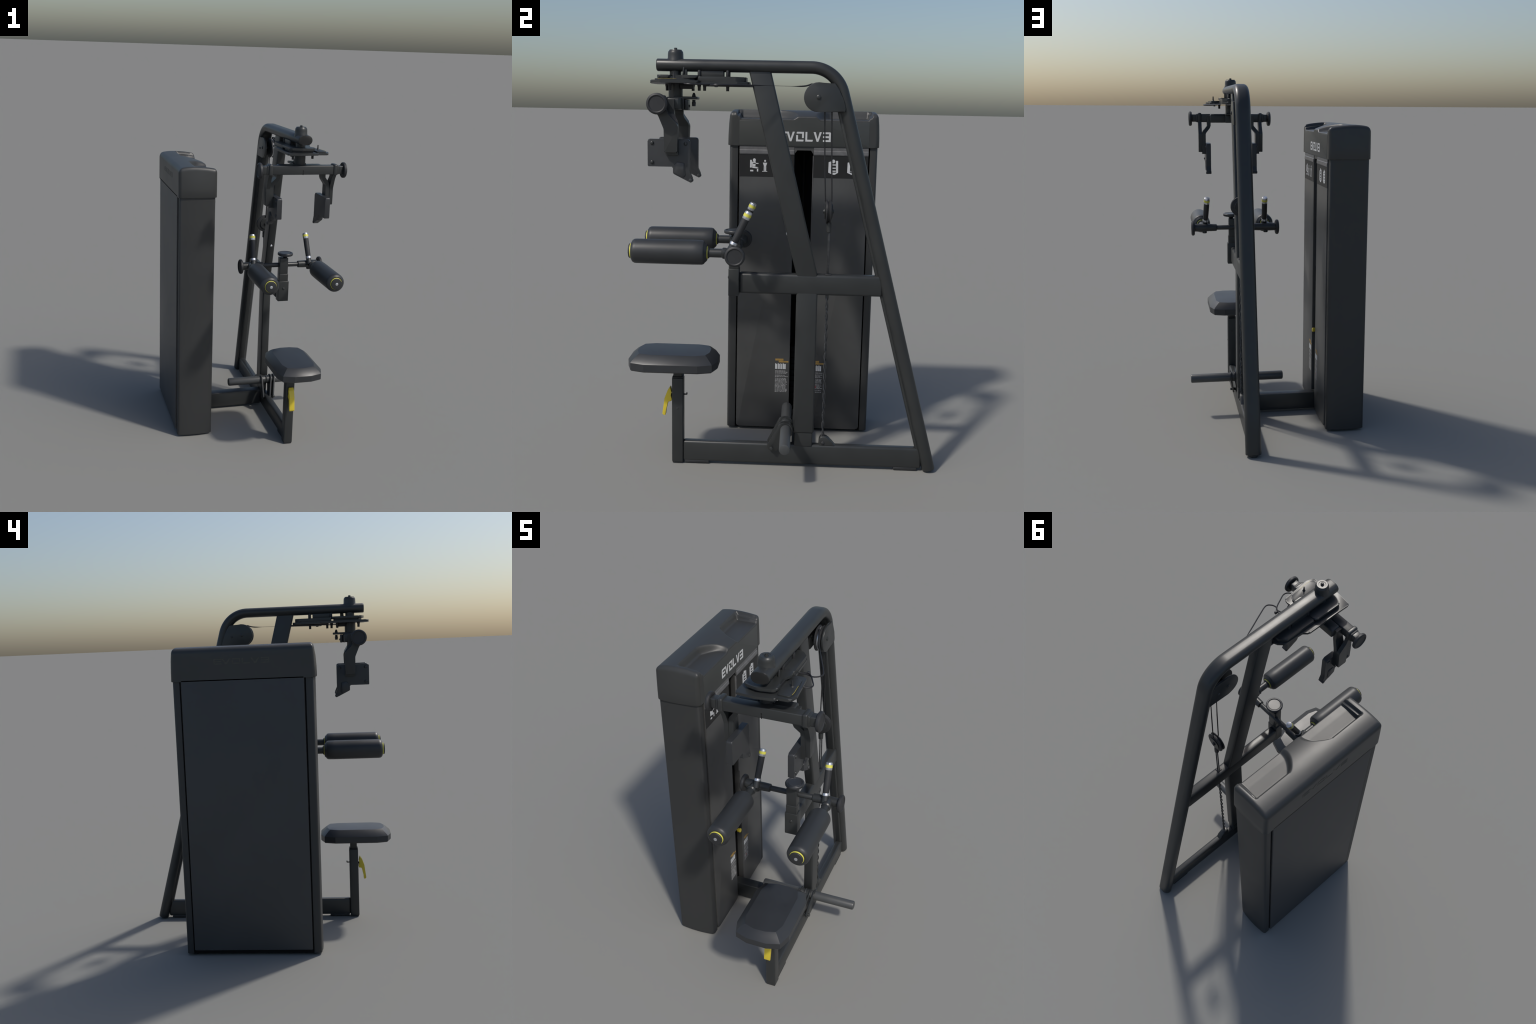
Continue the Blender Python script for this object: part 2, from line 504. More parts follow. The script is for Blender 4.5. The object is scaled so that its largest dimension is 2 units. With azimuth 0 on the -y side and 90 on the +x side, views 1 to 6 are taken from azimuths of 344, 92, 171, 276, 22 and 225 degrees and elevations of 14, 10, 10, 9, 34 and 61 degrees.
# logo letters, angular strokes
def logo(x, t, y0, y1, z0, z1, mat, parent, flip=1):
    H = z1 - z0; W = (y1 - y0)
    cw = W / 6.0; g = cw * 0.14; lw = cw - g; s = H * 0.19
    ox = [0.0, 0.86, 1.95, 3.0, 3.92, 5.0]
    def map2(k, pts):
        out = []
        for a, b in pts:
            u = (ox[k] * cw + a * lw * 1.02)
            out.append((y0 + u if flip > 0 else y1 - u, z0 + b * H))
        return out
    q = s / H; p = s / lw
    glyph = {
        'E': [[(0, .0), (p, .0), (p, 1), (.1, 1), (0, .88)], [(p, 1 - q), (1, 1 - q), (1.04, 1), (p, 1)], [(p, .5 - q / 2), (.93, .5 - q / 2), (.93, .5 + q / 2), (p, .5 + q / 2)], [(p, 0), (.94, 0), (1, q), (p, q)]],
        'V': [[(0, 1), (p * 1.15, 1), (.53, .27), (1.06 - p * 1.15, 1), (1.06, 1), (.64, 0), (.42, 0)]],
        'O': [[(.06, 1 - q), (1, 1 - q), (1, 1), (.14, 1), (.06, .93)], [(1 - p, .36), (1, .36), (1, 1 - q), (1 - p, 1 - q)], [(0, 0), (.94, 0), (.98, q), (0, q)], [(0, q), (p, q), (p, .66), (0, .66)]],
        'L': [[(0, 0), (p, 0), (p, 1), (0, 1)], [(p, 0), (.92, 0), (.98, q), (p, q)]],
        'M': [[(0, 1), (.92, 1), (1, .92), (1, 1 - q), (0, 1 - q)], [(1 - p, q), (1, q), (1, 1 - q), (1 - p, 1 - q)], [(0, 0), (1, 0), (1, q), (0, q)], [(.0, .5 - q / 2), (1 - p, .5 - q / 2), (1 - p, .5 + q / 2), (.0, .5 + q / 2)]],
    }
    for k, ch in enumerate("EVOLVM"):
        strokes("logo_letter", [map2(k, poly) for poly in glyph[ch]], x, t, mat, parent)
logo(-0.2502, 0.0014, -0.0615, 0.2105, 1.5735, 1.6225, M_WHITE, cab)
logo(-0.4853, 0.0012, -0.0880, 0.2180, 1.6330, 1.6630, M_FAINT, cab, flip=-1)

# feet, selector pin
for y in (-0.270, 0.408):
    for x in (-0.440, -0.300):
        lathe("cabinet_foot", (x, y, 0.0), (0, 0, 1), [(0, 0), (0, 0.020), (0.004, 0.022), (0.014, 0.022), (0.014, 0)], M_RUBBER, cab, 20)
lathe("selector_pin", (-0.294, 0.079, 0.500), (1, 0, 0), [(0, 0), (0, 0.005), (0.030, 0.005), (0.031, 0.011), (0.046, 0.013), (0.050, 0.010), (0.050, 0)], M_YELLOW, cab, 24)

# ================================================================== FRAME
# bent main tube: horizontal top run, bend, raked rear leg
def arc_path():
    zc = 1.9225
    slope = -0.2665                       # dy/dz of the rear leg
    yb, zb = 0.7185, 0.0078                # foot of the leg (centre line)
    corner_y = yb + (zc - zb) * slope
    corner = Vector((corner_y, zc))
    d1 = Vector((1, 0)); d2 = Vector((-slope, -1)).normalized()
    turn = d1.angle(d2)
    R = 0.150
    t = R * math.tan(turn / 2)
    s = corner - d1 * t; e = corner + d2 * t
    c = s + Vector((0, -R))
    pts = [(-0.6105, zc), (-0.40, zc), (-0.15, zc)]
    n = 20
    for i in range(n + 1):
        a = turn * i / n
        pts.append((c.x + R * math.sin(a), c.y + R * math.cos(a)))
    for i in range(1, 9):
        p = e.lerp(Vector((yb, zb)), i / 8)
        pts.append((p.x, p.y))
    return pts, d2, e
path, leg_dir, leg_top = arc_path()
frame = sweep_yz("frame", path, pill_section(0.086, 0.055), XF, M_PAINT, root, angle=40, thick=lambda z: 1.0 + 0.12 * min(1, max(0, (1.92 - z) / 0.2)))
# narrower rail welded along the inner side of the rear leg
n_in = Vector((leg_dir.y, -leg_dir.x))
if n_in.x > 0: n_in = -n_in
foot = Vector((0.7185, 0.006))
def leg_pt(z, off):
    p = foot - leg_dir * ((z - foot.y) / -leg_dir.y)
    q = p + n_in * off
    return (q.x, q.y)
sweep_yz("inner_rail", [leg_pt(0.075, 0.0295), leg_pt(0.5, 0.0295), leg_pt(1.0, 0.0295), leg_pt(1.5, 0.0295), leg_pt(1.770, 0.0295)],
         round_poly([(0.019, -0.012), (0.019, 0.012), (-0.019, 0.012), (-0.019, -0.012)], 0.008, 4), XF, M_PAINT, frame, angle=40)
# leg foot plug
rod("foot_plug", (XF, 0.7140, 0.0), (XF, 0.7140, 0.012), 0.026, M_RUBBER, frame)
# tube end cap
prism("tube_end_cap", [(XF + sx, 1.9225 + sn) for sx, sn in pill_section(0.081, 0.050)], 1, -0.6122, -0.6090, M_BAND, frame, r=0.0008)

BX0, BX1 = 0.1650, 0.2160
box("base_beam", 0.1700, 0.2110, -0.492, 0.680, 0.0110, 0.1150, M_PAINT, frame, r=0.011)
box("cross_beam", -0.290, 0.1680, 0.0430, 0.1060, 0.0120, 0.1130, M_PAINT, frame, r=0.006)
box("crossbar", BX0 - 0.002, BX1 + 0.002, -0.226, 0.4560, 0.8690, 0.9670, M_PAINT, frame, r=0.012)
box("upright_post", BX0 - 0.001, BX1 + 0.001, 0.0490, 0.1500, 0.1760, 0.9000, M_PAINT, frame, r=0.009)
box("post_neck", BX0 + 0.003, BX1 - 0.003, 0.0560, 0.1450, 0.1050, 0.1850, M_PAINT, frame, r=0.006)
# raked diagonal post (sheared box)
bm = empty_bm()
add_box(bm, BX0 - 0.001, BX1 + 0.001, -0.0510, 0.0500, 0.940, 1.905, 0.009, 3)
for v in bm.verts:
    v.co.y += 0.0965 - 0.2537 * (v.co.z - 0.968)
finish("diagonal_post", bm, M_PAINT, frame)
for y0, y1 in ((-0.484, -0.362), (0.545, 0.660)):
    box("floor_pad", 0.1720, 0.2090, y0, y1, 0.0, 0.0165, M_RUBBER, frame, r=0.004)
bolt("frame_bolt", (XF + 0.003, 0.0010, 1.158), (0, -1, -0.25), 0.009, 0.007, M_CHROME, frame)

# pulley bracket at the bend: two plates with a wheel between
br = [(0.2480, 1.7255), (0.2520, 1.7400), (0.2400, 1.7800), (0.2200, 1.8250), (0.2000, 1.8520), (0.1850, 1.8520), (0.1700, 1.8500)]
for i in range(15):
    a = math.radians(75 + 195 * i / 14)
    br.append((0.1280 + 0.0665 * math.cos(a), 1.7900 + 0.0665 * math.sin(a)))
pl = prism("bracket_plate", br, 0, 0.2290, 0.2405, M_PAINT, frame, r=0.003)
prism("bracket_plate", br, 0, 0.1460, 0.1560, M_PAINT, frame, r=0.003)
lathe("cable_wheel", (0.1900, 0.1250, 1.7895), (1, 0, 0), [(0, 0), (0, 0.058), (0.003, 0.064), (0.008, 0.064), (0.014, 0.055), (0.020, 0.055), (0.026, 0.064), (0.031, 0.064), (0.034, 0.058), (0.034, 0)], M_RUBBER, frame, 40)
lathe("wheel_rim", (0.2040, 0.1250, 1.7895), (1, 0, 0), [(0, 0.050), (0, 0.0568), (0.006, 0.0568), (0.006, 0.050)], M_CHROME, frame, 40)
rod("wheel_axle", (0.150, 0.1280, 1.7900), (0.2350, 0.1280, 1.7900), 0.008, M_PAINT, frame)
bolt("bracket_bolt", (0.2405, 0.1280, 1.7900), (1, 0, 0), 0.0105, 0.006, M_PAINT, frame)
bolt("bracket_bolt", (0.1460, 0.1280, 1.7900), (-1, 0, 0), 0.0095, 0.005, M_PAINT, frame)
bolt("bracket_bolt", (0.1460, 0.1880, 1.7810), (-1, 0, 0), 0.006, 0.004, M_PAINT, frame)
box("bracket_web", 0.156, 0.229, 0.215, 0.245, 1.730, 1.760, M_PAINT, frame, r=0.004)

# cable anchor hump on the base beam
bm = empty_bm()
hp = [(0.176, 0.108), (0.178, 0.145), (0.184, 0.158), (0.195, 0.161), (0.212, 0.159), (0.226, 0.150), (0.240, 0.133), (0.258, 0.1145), (0.262, 0.108)]
add_prism(bm, hp, 0, 0.1730, 0.2080, r=0.008, seg=3)
finish("cable_anchor", bm, M_PAINT, frame)
bolt("anchor_bolt", (0.2075, 0.197, 0.126), (1, 0, 0), 0.009, 0.005, M_RUBBER, frame)
box("cable_grommet", 0.1835, 0.2120, 0.183, 0.211, 0.9655, 0.9705, M_RUBBER, frame, r=0.0015)

# ================================================================== CABLES
cab_y = 0.194
def strand(pts, r, jitter=0.0, seed=1, n=6):
    rnd = random.Random(seed)
    P = smooth_path(pts, n)
    return [p + Vector((rnd.uniform(-jitter, jitter), rnd.uniform(-jitter, jitter), 0)) for p in P]
bm = empty_bm()
add_tube(bm, [(0.205, 0.158, 1.735), (0.207, 0.165, 1.50), (0.200, 0.174, 1.315)], 0.0032, 8)
add_tube(bm, [(0.214, 0.190, 1.735), (0.212, 0.197, 1.50), (0.208, 0.2035, 1.315)], 0.0032, 8)
cable = finish("cable", bm, M_CABLE, root)
# travelling pulley: cheeks and grooved wheels, axis along y
lathe("travelling_pulley", (0.199, 0.1765, 1.2680), (0, 1, 0), [(0, 0), (0, 0.050), (0.002, 0.0555), (0.006, 0.0565), (0.010, 0.047), (0.014, 0.047), (0.019, 0.0565), (0.024, 0.0555), (0.0265, 0.050), (0.0265, 0)], M_RUBBER, cable, 40)
lathe("pulley_cheek", (0.199, 0.1710, 1.2680), (0, 1, 0), [(0, 0), (0, 0.034), (0.002, 0.036), (0.0035, 0.036), (0.0035, 0)], M_PAINT, cable, 32)
lathe("pulley_cheek", (0.199, 0.2050, 1.2680), (0, 1, 0), [(0, 0), (0, 0.036), (0.0015, 0.036), (0.0035, 0.034), (0.0035, 0)], M_PAINT, cable, 32)
bolt("pulley_bolt", (0.199, 0.1712, 1.2680), (0, -1, 0), 0.011, 0.009, M_PAINT, cable, 6)
bolt("pulley_bolt", (0.199, 0.2083, 1.2680), (0, 1, 0), 0.011, 0.009, M_PAINT, cable, 6)
lathe("cable_clamp", (0.199, 0.1945, 1.1680), (0, 0, 1), [(0, 0), (0, 0.007), (0.003, 0.0125), (0.030, 0.0135), (0.048, 0.012), (0.060, 0.010), (0.060, 0)], M_PAINT, cable, 20)
rod("clamp_rod", (0.1955, 0.1930, 0.955), (0.1955, 0.1935, 1.172), 0.0034, M_STEEL, cable, seg=10)
rod("clamp_rod", (0.2040, 0.1975, 0.955), (0.2040, 0.1970, 1.172), 0.0034, M_STEEL, cable, seg=10)
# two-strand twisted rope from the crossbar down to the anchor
bm = empty_bm()
for ph in (0.0, math.pi):
    P = []
    for i in range(141):
        z = 0.885 - (0.885 - 0.135) * i / 140
        a = ph + i * 0.34
        P.append((0.199 + 0.0046 * math.cos(a), 0.196 + 0.0046 * math.sin(a), z))
    add_tube(bm, P, 0.0035, 6)
finish("rope", bm, M_STEEL, cable, kind="stuff")
# free cable loop from the swivel plates back to the bracket wheel
loop = smooth_path([(0.2080, 0.100, 1.8500), (0.2200, 0.060, 1.8380), (0.2500, -0.020, 1.8360), (0.3000, -0.150, 1.8350), (0.3450, -0.255, 1.8340), (0.3690, -0.318, 1.8320), (0.3550, -0.345, 1.8310), (0.3300, -0.354, 1.8310), (0.3100, -0.345, 1.8320), (0.2900, -0.347, 1.8350), (0.2700, -0.352, 1.8380)], 8)
bm = empty_bm(); add_tube(bm, loop, 0.0034, 8, lambda p: 0.25 + 0.75 * max(smooth(0.0, 0.06, p.y), smooth(-0.10, -0.16, p.y)))
finish("cable_loop", bm, M_CABLE, cable)
loop2 = smooth_path([(0.2850, -0.335, 1.8330), (0.3100, -0.340, 1.8350), (0.3290, -0.362, 1.8350), (0.3480, -0.400, 1.8340), (0.3630, -0.436, 1.8340), (0.3560, -0.460, 1.8350), (0.3350, -0.470, 1.8390), (0.3100, -0.478, 1.8430)], 8)
bm = empty_bm(); add_tube(bm, loop2, 0.0034, 8)
finish("cable_loop", bm, M_CABLE, cable)
box("cable_tie", 0.298, 0.310, -0.338, -0.322, 1.824, 1.840, M_RUBBER, cable, r=0.003)

# ================================================================== SEAT
def build_seat():
    x0, x1, y0, y1 = 0.0575, 0.3385, -0.7485, -0.3180
    cx, cy = (x0 + x1) / 2, (y0 + y1) / 2
    def ring(inset, z, c):
        a, b, cc, d = x0 + inset, x1 - inset, y0 + inset, y1 - inset
        return [(p[0], p[1], z) for p in round_poly([(a, cc), (b, cc), (b, d), (a, d)], c, 2)]
    levels = [(0.040, 0.4950, 0.055), (0.006, 0.5000, 0.082), (0.0, 0.5060, 0.088), (0.0, 0.5400, 0.088), (0.005, 0.5470, 0.086), (0.031, 0.5710, 0.074), (0.041, 0.5770, 0.068), (0.090, 0.5800, 0.04)]
    bm = empty_bm()
    prev = None
    for ins, z, c in levels:
        cur = [bm.verts.new(p) for p in ring(ins, z, c)]
        if prev is None:
            bm.faces.new(cur)
        else:
            for i in range(len(cur)):
                j = (i + 1) % len(cur)
                bm.faces.new((prev[i], prev[j], cur[j], cur[i]))
        prev = cur
    bm.faces.new(prev)
    return finish("seat", bm, M_VINYL, root, angle=17)
seat = build_seat()
SX = 0.188
box("seat_post", SX - 0.0275, SX + 0.0275, -0.5455, -0.4900, 0.004, 0.4380, M_PAINT, seat, r=0.006)
box("post_cap", SX - 0.0265, SX + 0.0265, -0.5440, -0.4915, 0.4375, 0.4435, M_RUBBER, seat, r=0.003)
box("seat_stem", SX - 0.0210, SX + 0.0210, -0.5390, -0.4970, 0.430, 0.4980, M_PAINT, seat, r=0.005)
box("post_foot", SX - 0.0240, SX + 0.0240, -0.5420, -0.4940, 0.0, 0.006, M_RUBBER, seat)
lev = round_poly([(-0.5550, 0.3900), (-0.5680, 0.3700), (-0.5830, 0.3300), (-0.5940, 0.2500), (-0.5890, 0.2420), (-0.5790, 0.2420), (-0.5760, 0.2700), (-0.5690, 0.3150), (-0.5500, 0.3150), (-0.5470, 0.3250), (-0.5530, 0.3450), (-0.5490, 0.3600)], 0.003, 2)
prism("adjustment_lever", lev, 0, SX - 0.0150, SX + 0.0170, M_YELLOW, seat, r=0.003)
rod("lever_pivot", (SX, -0.5620, 0.3440), (SX, -0.5400, 0.3440), 0.007, M_RUBBER, seat)
rod("stop_pin", (SX, -0.4920, 0.3480), (SX, -0.4730, 0.3480), 0.0035, M_RUBBER, seat, seg=12)
rod("stop_pin", (SX, -0.4750, 0.3470), (SX, -0.4750, 0.3580), 0.0030, M_RUBBER, seat, seg=12)
bolt("post_bolt", (SX + 0.0275, -0.5180, 0.2830), (1, 0, 0), 0.005, 0.002, M_PAINT, seat)

# ================================================================== FOOT BAR
FY, FZ = 0.0140, 0.2030
fb = rod("foot_bar", (-0.0740, FY, FZ), (0.4860, FY, FZ), 0.0262, M_FOOT, root, b=0.007)
pp = round_poly([(-0.0770, 0.1120), (-0.0640, 0.0880), (-0.0280, 0.0870), (0.0440, 0.1760), (0.0480, 0.2100), (0.0360, 0.2340), (0.0050, 0.2400), (-0.0180, 0.2320)], [0.008, 0.010, 0.01, 0.02, 0.02, 0.02, 0.02, 0.014], 4)
for xa, xb in ((0.1530, 0.1620), (0.2180, 0.2260), (0.2410, 0.2500)):
    bm = empty_bm(); add_prism(bm, pp, 0, xa, xb, 0.002)
    if xa > 0.2:
        for v in bm.verts:                      # plates toe in towards the beam
            v.co.x -= 0.022 * smooth(0.21, 0.09, v.co.z)
    finish("foot_bracket", bm, M_PAINT, fb)
lathe("bar_spacer", (0.160, FY, FZ), (1, 0, 0), [(0, 0), (0, 0.0295), (0.010, 0.0295), (0.014, 0.028), (0.026, 0.028), (0.030, 0.032), (0.036, 0.028), (0.066, 0.028), (0.066, 0)], M_PAINT, fb, 28)
rod("pivot_bolt", (0.1900, -0.0540, 0.1020), (0.2420, -0.0540, 0.1020), 0.0085, M_PAINT, fb)

# ================================================================== ROLLER AND HANDLE COLUMN
CXM, CYM = 0.2025, -0.2480
col = box("handle_column", CXM - 0.0345, CXM + 0.0345, CYM - 0.0250, CYM + 0.0250, 0.8590, 0.9900, M_PAINT, root, r=0.0035)
box("column_sleeve", CXM - 0.0290, CXM + 0.0290, CYM - 0.0220, CYM + 0.0240, 0.985, 1.0380, M_PAINT, col, r=0.003)
box("column_tube", CXM - 0.0275, CXM + 0.0265, CYM - 0.0200, CYM + 0.0280, 1.030, 1.1420, M_PAINT, col, r=0.003)
bolt("column_bolt", (0.2030, CYM - 0.025, 0.9430), (0, -1, 0), 0.008, 0.005, M_PAINT, col)
lathe("chest_disc", (0.2135, -0.2480, 1.1380), (0, 0, 1), [(0, 0), (0, 0.012), (0.008, 0.013), (0.012, 0.019), (0.016, 0.030), (0.018, 0.044), (0.022, 0.0485), (0.030, 0.0490), (0.0345, 0.0470), (0.0360, 0.0430), (0.0350, 0.0380), (0.0325, 0.0360), (0.0325, 0.0350), (0.0345, 0.0335), (0.0348, 0)], M_VINYL, col, 40, angle=50)

HY, HZ = -0.2270, 1.0890
hb = rod("handlebar", (0.060, HY, HZ), (0.318, HY, HZ), 0.0145, M_PAINT, col)
def both(ob):
    return duplicate(ob, mirror_x=0.1895)
knob_prof = [(0, 0), (0, 0.040), (0.003, 0.0445), (0.008, 0.0460), (0.015, 0.0455), (0.0185, 0.0420), (0.0200, 0.0370), (0.0185, 0.0335), (0.0165, 0.0320), (0.0165, 0)]
parts = []
parts.append(lathe("bar_knob", (0.4400, HY, HZ - 0.002), (1, 0, 0), knob_prof, M_RUBBER, col, 40))
parts.append(lathe("bar_sleeve", (0.3035, HY, HZ), (1, 0, 0), [(0, 0), (0, 0.018), (0.003, 0.0215), (0.034, 0.0225), (0.055, 0.0225), (0.090, 0.0250), (0.136, 0.0235), (0.140, 0.0235), (0.140, 0)], M_PAINT, col, 32))
RX = 0.3900
parts.append(lathe("roller_stem", (RX, HY + 0.005, 1.0910), (0, -1, 0), [(0, 0), (0, 0.0215), (0.040, 0.0215), (0.050, 0.0250), (0.062, 0.0255), (0.068, 0.0205), (0.130, 0.0200), (0.140, 0.0200), (0.140, 0)], M_PAINT, col, 32))
roll = [(0, 0), (0, 0.036), (0.004, 0.041), (0.010, 0.046), (0.014, 0.0520), (0.022, 0.0555), (0.060, 0.0562), (0.200, 0.0558), (0.318, 0.0555), (0.328, 0.0545), (0.336, 0.0500), (0.341, 0.0420), (0.341, 0)]
parts.append(lathe("roller_pad", (RX, -0.3560, 1.0920), (0, -1, 0), roll, M_FOAM, col, 48))
parts.append(lathe("roller_ring", (RX, -0.6930, 1.0920), (0, -1, 0), [(0, 0), (0, 0.0350), (0.0085, 0.0350), (0.0100, 0.0335), (0.0100, 0)], M_LEMON, col, 40))
parts.append(lathe("roller_cap", (RX, -0.7010, 1.0920), (0, -1, 0), [(0, 0), (0, 0.0332), (0.0060, 0.0332), (0.0085, 0.0310), (0.0100, 0.0250), (0.0100, 0)], M_RUBBER, col, 40))
parts.append(lathe("roller_bolt", (RX, -0.7105, 1.0920), (0, -1, 0), [(0, 0), (0, 0.0085), (0.002, 0.0085), (0.003, 0.006), (0.003, 0)], M_CHROME, col, 20))
parts.append(lathe("roller_ring", (RX, -0.3620, 1.0920), (0, 1, 0), [(0, 0), (0, 0.0290), (0.0085, 0.0290), (0.0100, 0.0270), (0.0100, 0)], M_LEMON, col, 40))
parts.append(lathe("roller_flange", (RX, -0.3545, 1.0920), (0, 1, 0), [(0, 0), (0, 0.0260), (0.0060, 0.0260), (0.0090, 0.0220), (0.0090, 0)], M_RUBBER, col, 40))
# upright grips
g0 = Vector((0.3735, -0.2500, 1.1080)); g1 = Vector((0.3655, -0.1700, 1.2790))
gd = (g1 - g0); GL = gd.length
parts.append(lathe("grip_neck", g0 - gd.normalized() * 0.014, gd, [(0, 0), (0, 0.018), (0.014, 0.0170), (0.036, 0.0155), (0.036, 0)], M_PAINT, col, 28))
parts.append(lathe("grip_collar", g0 + gd.normalized() * 0.020, gd, [(0, 0), (0, 0.0155), (0.002, 0.0172), (0.013, 0.0172), (0.015, 0.0160), (0.015, 0)], M_CHROME, col, 28))
parts.append(lathe("hand_grip", g0 + gd.normalized() * 0.034, gd, [(0, 0), (0, 0.0150), (0.004, 0.0160), (0.060, 0.0168), (GL - 0.034 - 0.036, 0.0168), (GL - 0.034 - 0.036, 0)], M_RUBBER, col, 28))
parts.append(lathe("grip_cap", g0 + gd.normalized() * (GL - 0.038), gd, [(0, 0), (0, 0.0168), (0.002, 0.0178), (0.030, 0.0178), (0.036, 0.0160), (0.038, 0.0110), (0.038, 0)], M_CHROME, col, 28))
parts.append(lathe("grip_band", g0 + gd.normalized() * (GL - 0.026), gd, [(0, 0.012), (0, 0.0182), (0.014, 0.0182), (0.014, 0.012)], M_LEMON, col, 28))
parts.append(rod("joint_bolt", (0.3790, HY, HZ - 0.0345), (0.3790, HY, HZ - 0.010), 0.0140, M_PAINT, col, b=0.004))
for p in parts:
    both(p)

# ================================================================== SWIVEL HEAD ON THE TOP TUBE
PX, PY = 0.1870, -0.5290
head = lathe("swivel_column", (PX, PY, 1.7700), (0, 0, 1), [(0, 0), (0, 0.0325), (0.075, 0.0325), (0.076, 0.0270), (0.135, 0.0270), (0.135, 0)], M_PAINT, root, 40)
lathe("swivel_cap", (PX, PY, 1.9350), (0, 0, 1), [(0, 0), (0, 0.040), (0.012, 0.0385), (0.019, 0.0358), (0.036, 0.0352), (0.046, 0.0342), (0.050, 0.0318), (0.0535, 0.0285), (0.0560, 0.0275), (0.0560, 0.0190), (0.0540, 0.0175), (0.0540, 0)], M_PAINT, head, 40, angle=28)
lathe("cap_nut", (PX, PY, 1.9880), (0, 0, 1), [(0, 0), (0, 0.0105), (0.004, 0.0105), (0.0045, 0.0075), (0.0115, 0.0070), (0.0120, 0.0060), (0.0120, 0)], M_PAINT, head, 6)

# stacked cam plates
plateB = round_poly([(0.0830, -0.6330), (0.1750, -0.6420), (0.2630, -0.6330), (0.2690, -0.6190), (0.3280, -0.6190), (0.3420, -0.5770), (0.3260, -0.4100), (0.3000, -0.4050), (0.2700, -0.4080), (0.2650, -0.2400), (0.2350, -0.1900), (0.1500, -0.1840), (0.1150, -0.2200), (0.1080, -0.3300), (0.0860, -0.3550), (0.0850, -0.4200), (0.0860, -0.5400)],
                    [0.012, 0.03, 0.008, 0.006, 0.014, 0.02, 0.012, 0.008, 0.006, 0.02, 0.02, 0.02, 0.02, 0.01, 0.015, 0.02, 0.03], 4)
prism("cam_plate", plateB, 2, 1.8390, 1.8515, M_PAINT, head, r=0.004, seg=3)
plateA = round_poly([(0.1050, -0.5800), (0.1180, -0.5960), (0.1770, -0.6120), (0.2400, -0.6060), (0.2580, -0.5920), (0.2600, -0.5500), (0.2480, -0.5400), (0.2500, -0.4900), (0.2700, -0.4600), (0.2680, -0.4180), (0.1080, -0.4180)],
                    [0.015, 0.015, 0.03, 0.02, 0.012, 0.008, 0.01, 0.02, 0.02, 0.01, 0.02], 4)
prism("top_plate", plateA, 2, 1.8640, 1.8768, M_PAINT, head, r=0.005, seg=3)
midp = round_poly([(0.1200, -0.5800), (0.1770, -0.5980), (0.2500, -0.5850), (0.2550, -0.4300), (0.1200, -0.4300)], 0.015, 4)
prism("spacer_plate", midp, 2, 1.8510, 1.8645, M_RUBBER, head)
trayD = round_poly([(0.2640, -0.6020), (0.3180, -0.6040), (0.3270, -0.5700), (0.3180, -0.4480), (0.2860, -0.4280), (0.2640, -0.4400)], [0.006, 0.012, 0.015, 0.012, 0.01, 0.01], 4)
prism("side_plate", trayD, 2, 1.8510, 1.8580, M_PAINT, head, r=0.002)
prism("yellow_edge", [(0.3230, -0.5860), (0.3238, -0.5860), (0.3250, -0.5600), (0.3210, -0.5050), (0.3202, -0.5050), (0.3242, -0.5600)], 2, 1.8575, 1.8585, M_YELLOW, head)
lathe("index_pin", (0.2985, -0.5180, 1.8560), (0, 0, 1), [(0, 0), (0, 0.010), (0.003, 0.0080), (0.006, 0.0045), (0.022, 0.0035), (0.030, 0.0030), (0.0305, 0)], M_RUBBER, head, 14)
coverC = round_poly([(0.1140, -0.4180), (0.2680, -0.4180), (0.2640, -0.2450), (0.2330, -0.2030), (0.1520, -0.1990), (0.1180, -0.2300)], [0.008, 0.01, 0.02, 0.02, 0.02, 0.02], 4)
prism("rear_cover", coverC, 2, 1.8500, 1.8720, M_PAINT, head, r=0.006, seg=3)
box("mount_block", 0.160, 0.218, -0.4105, -0.3050, 1.8700, 1.9000, M_PAINT, head, r=0.004)
for x, y in ((0.245, -0.287), (0.245, -0.416), (0.140, -0.287), (0.140, -0.416)):
    rod("spacer_post", (x * 0.5 + 0.094, y, 1.868), (x * 0.5 + 0.094, y, 1.902), 0.0082, M_RUBBER, head, seg=16)
rod("hook_bracket", (0.2260, -0.4900, 1.870), (0.2260, -0.4850, 1.918), 0.0045, M_PAINT, head, seg=12)
box("hook_tab", 0.205, 0.224, -0.4850, -0.4710, 1.870, 1.905, M_PAINT, head, r=0.003)
for x, y in ((0.128, -0.578), (0.258, -0.545), (0.205, -0.418), (0.215, -0.392), (0.160, -0.452), (0.200, -0.288)):
    lathe("hanging_stud", (x, y, 1.8420), (0, 0, -1), [(0, 0), (0, 0.0095), (0.010, 0.0090), (0.016, 0.0072), (0.0325, 0.0068), (0.0325, 0)], M_RUBBER, head, 16)
box("under_block", 0.170, 0.215, -0.505, -0.4440, 1.8170, 1.8400, M_RUBBER, head, r=0.003)
box("link_bar", 0.165, 0.225, -0.400, -0.170, 1.8300, 1.8390, M_RUBBER, head, r=0.002)

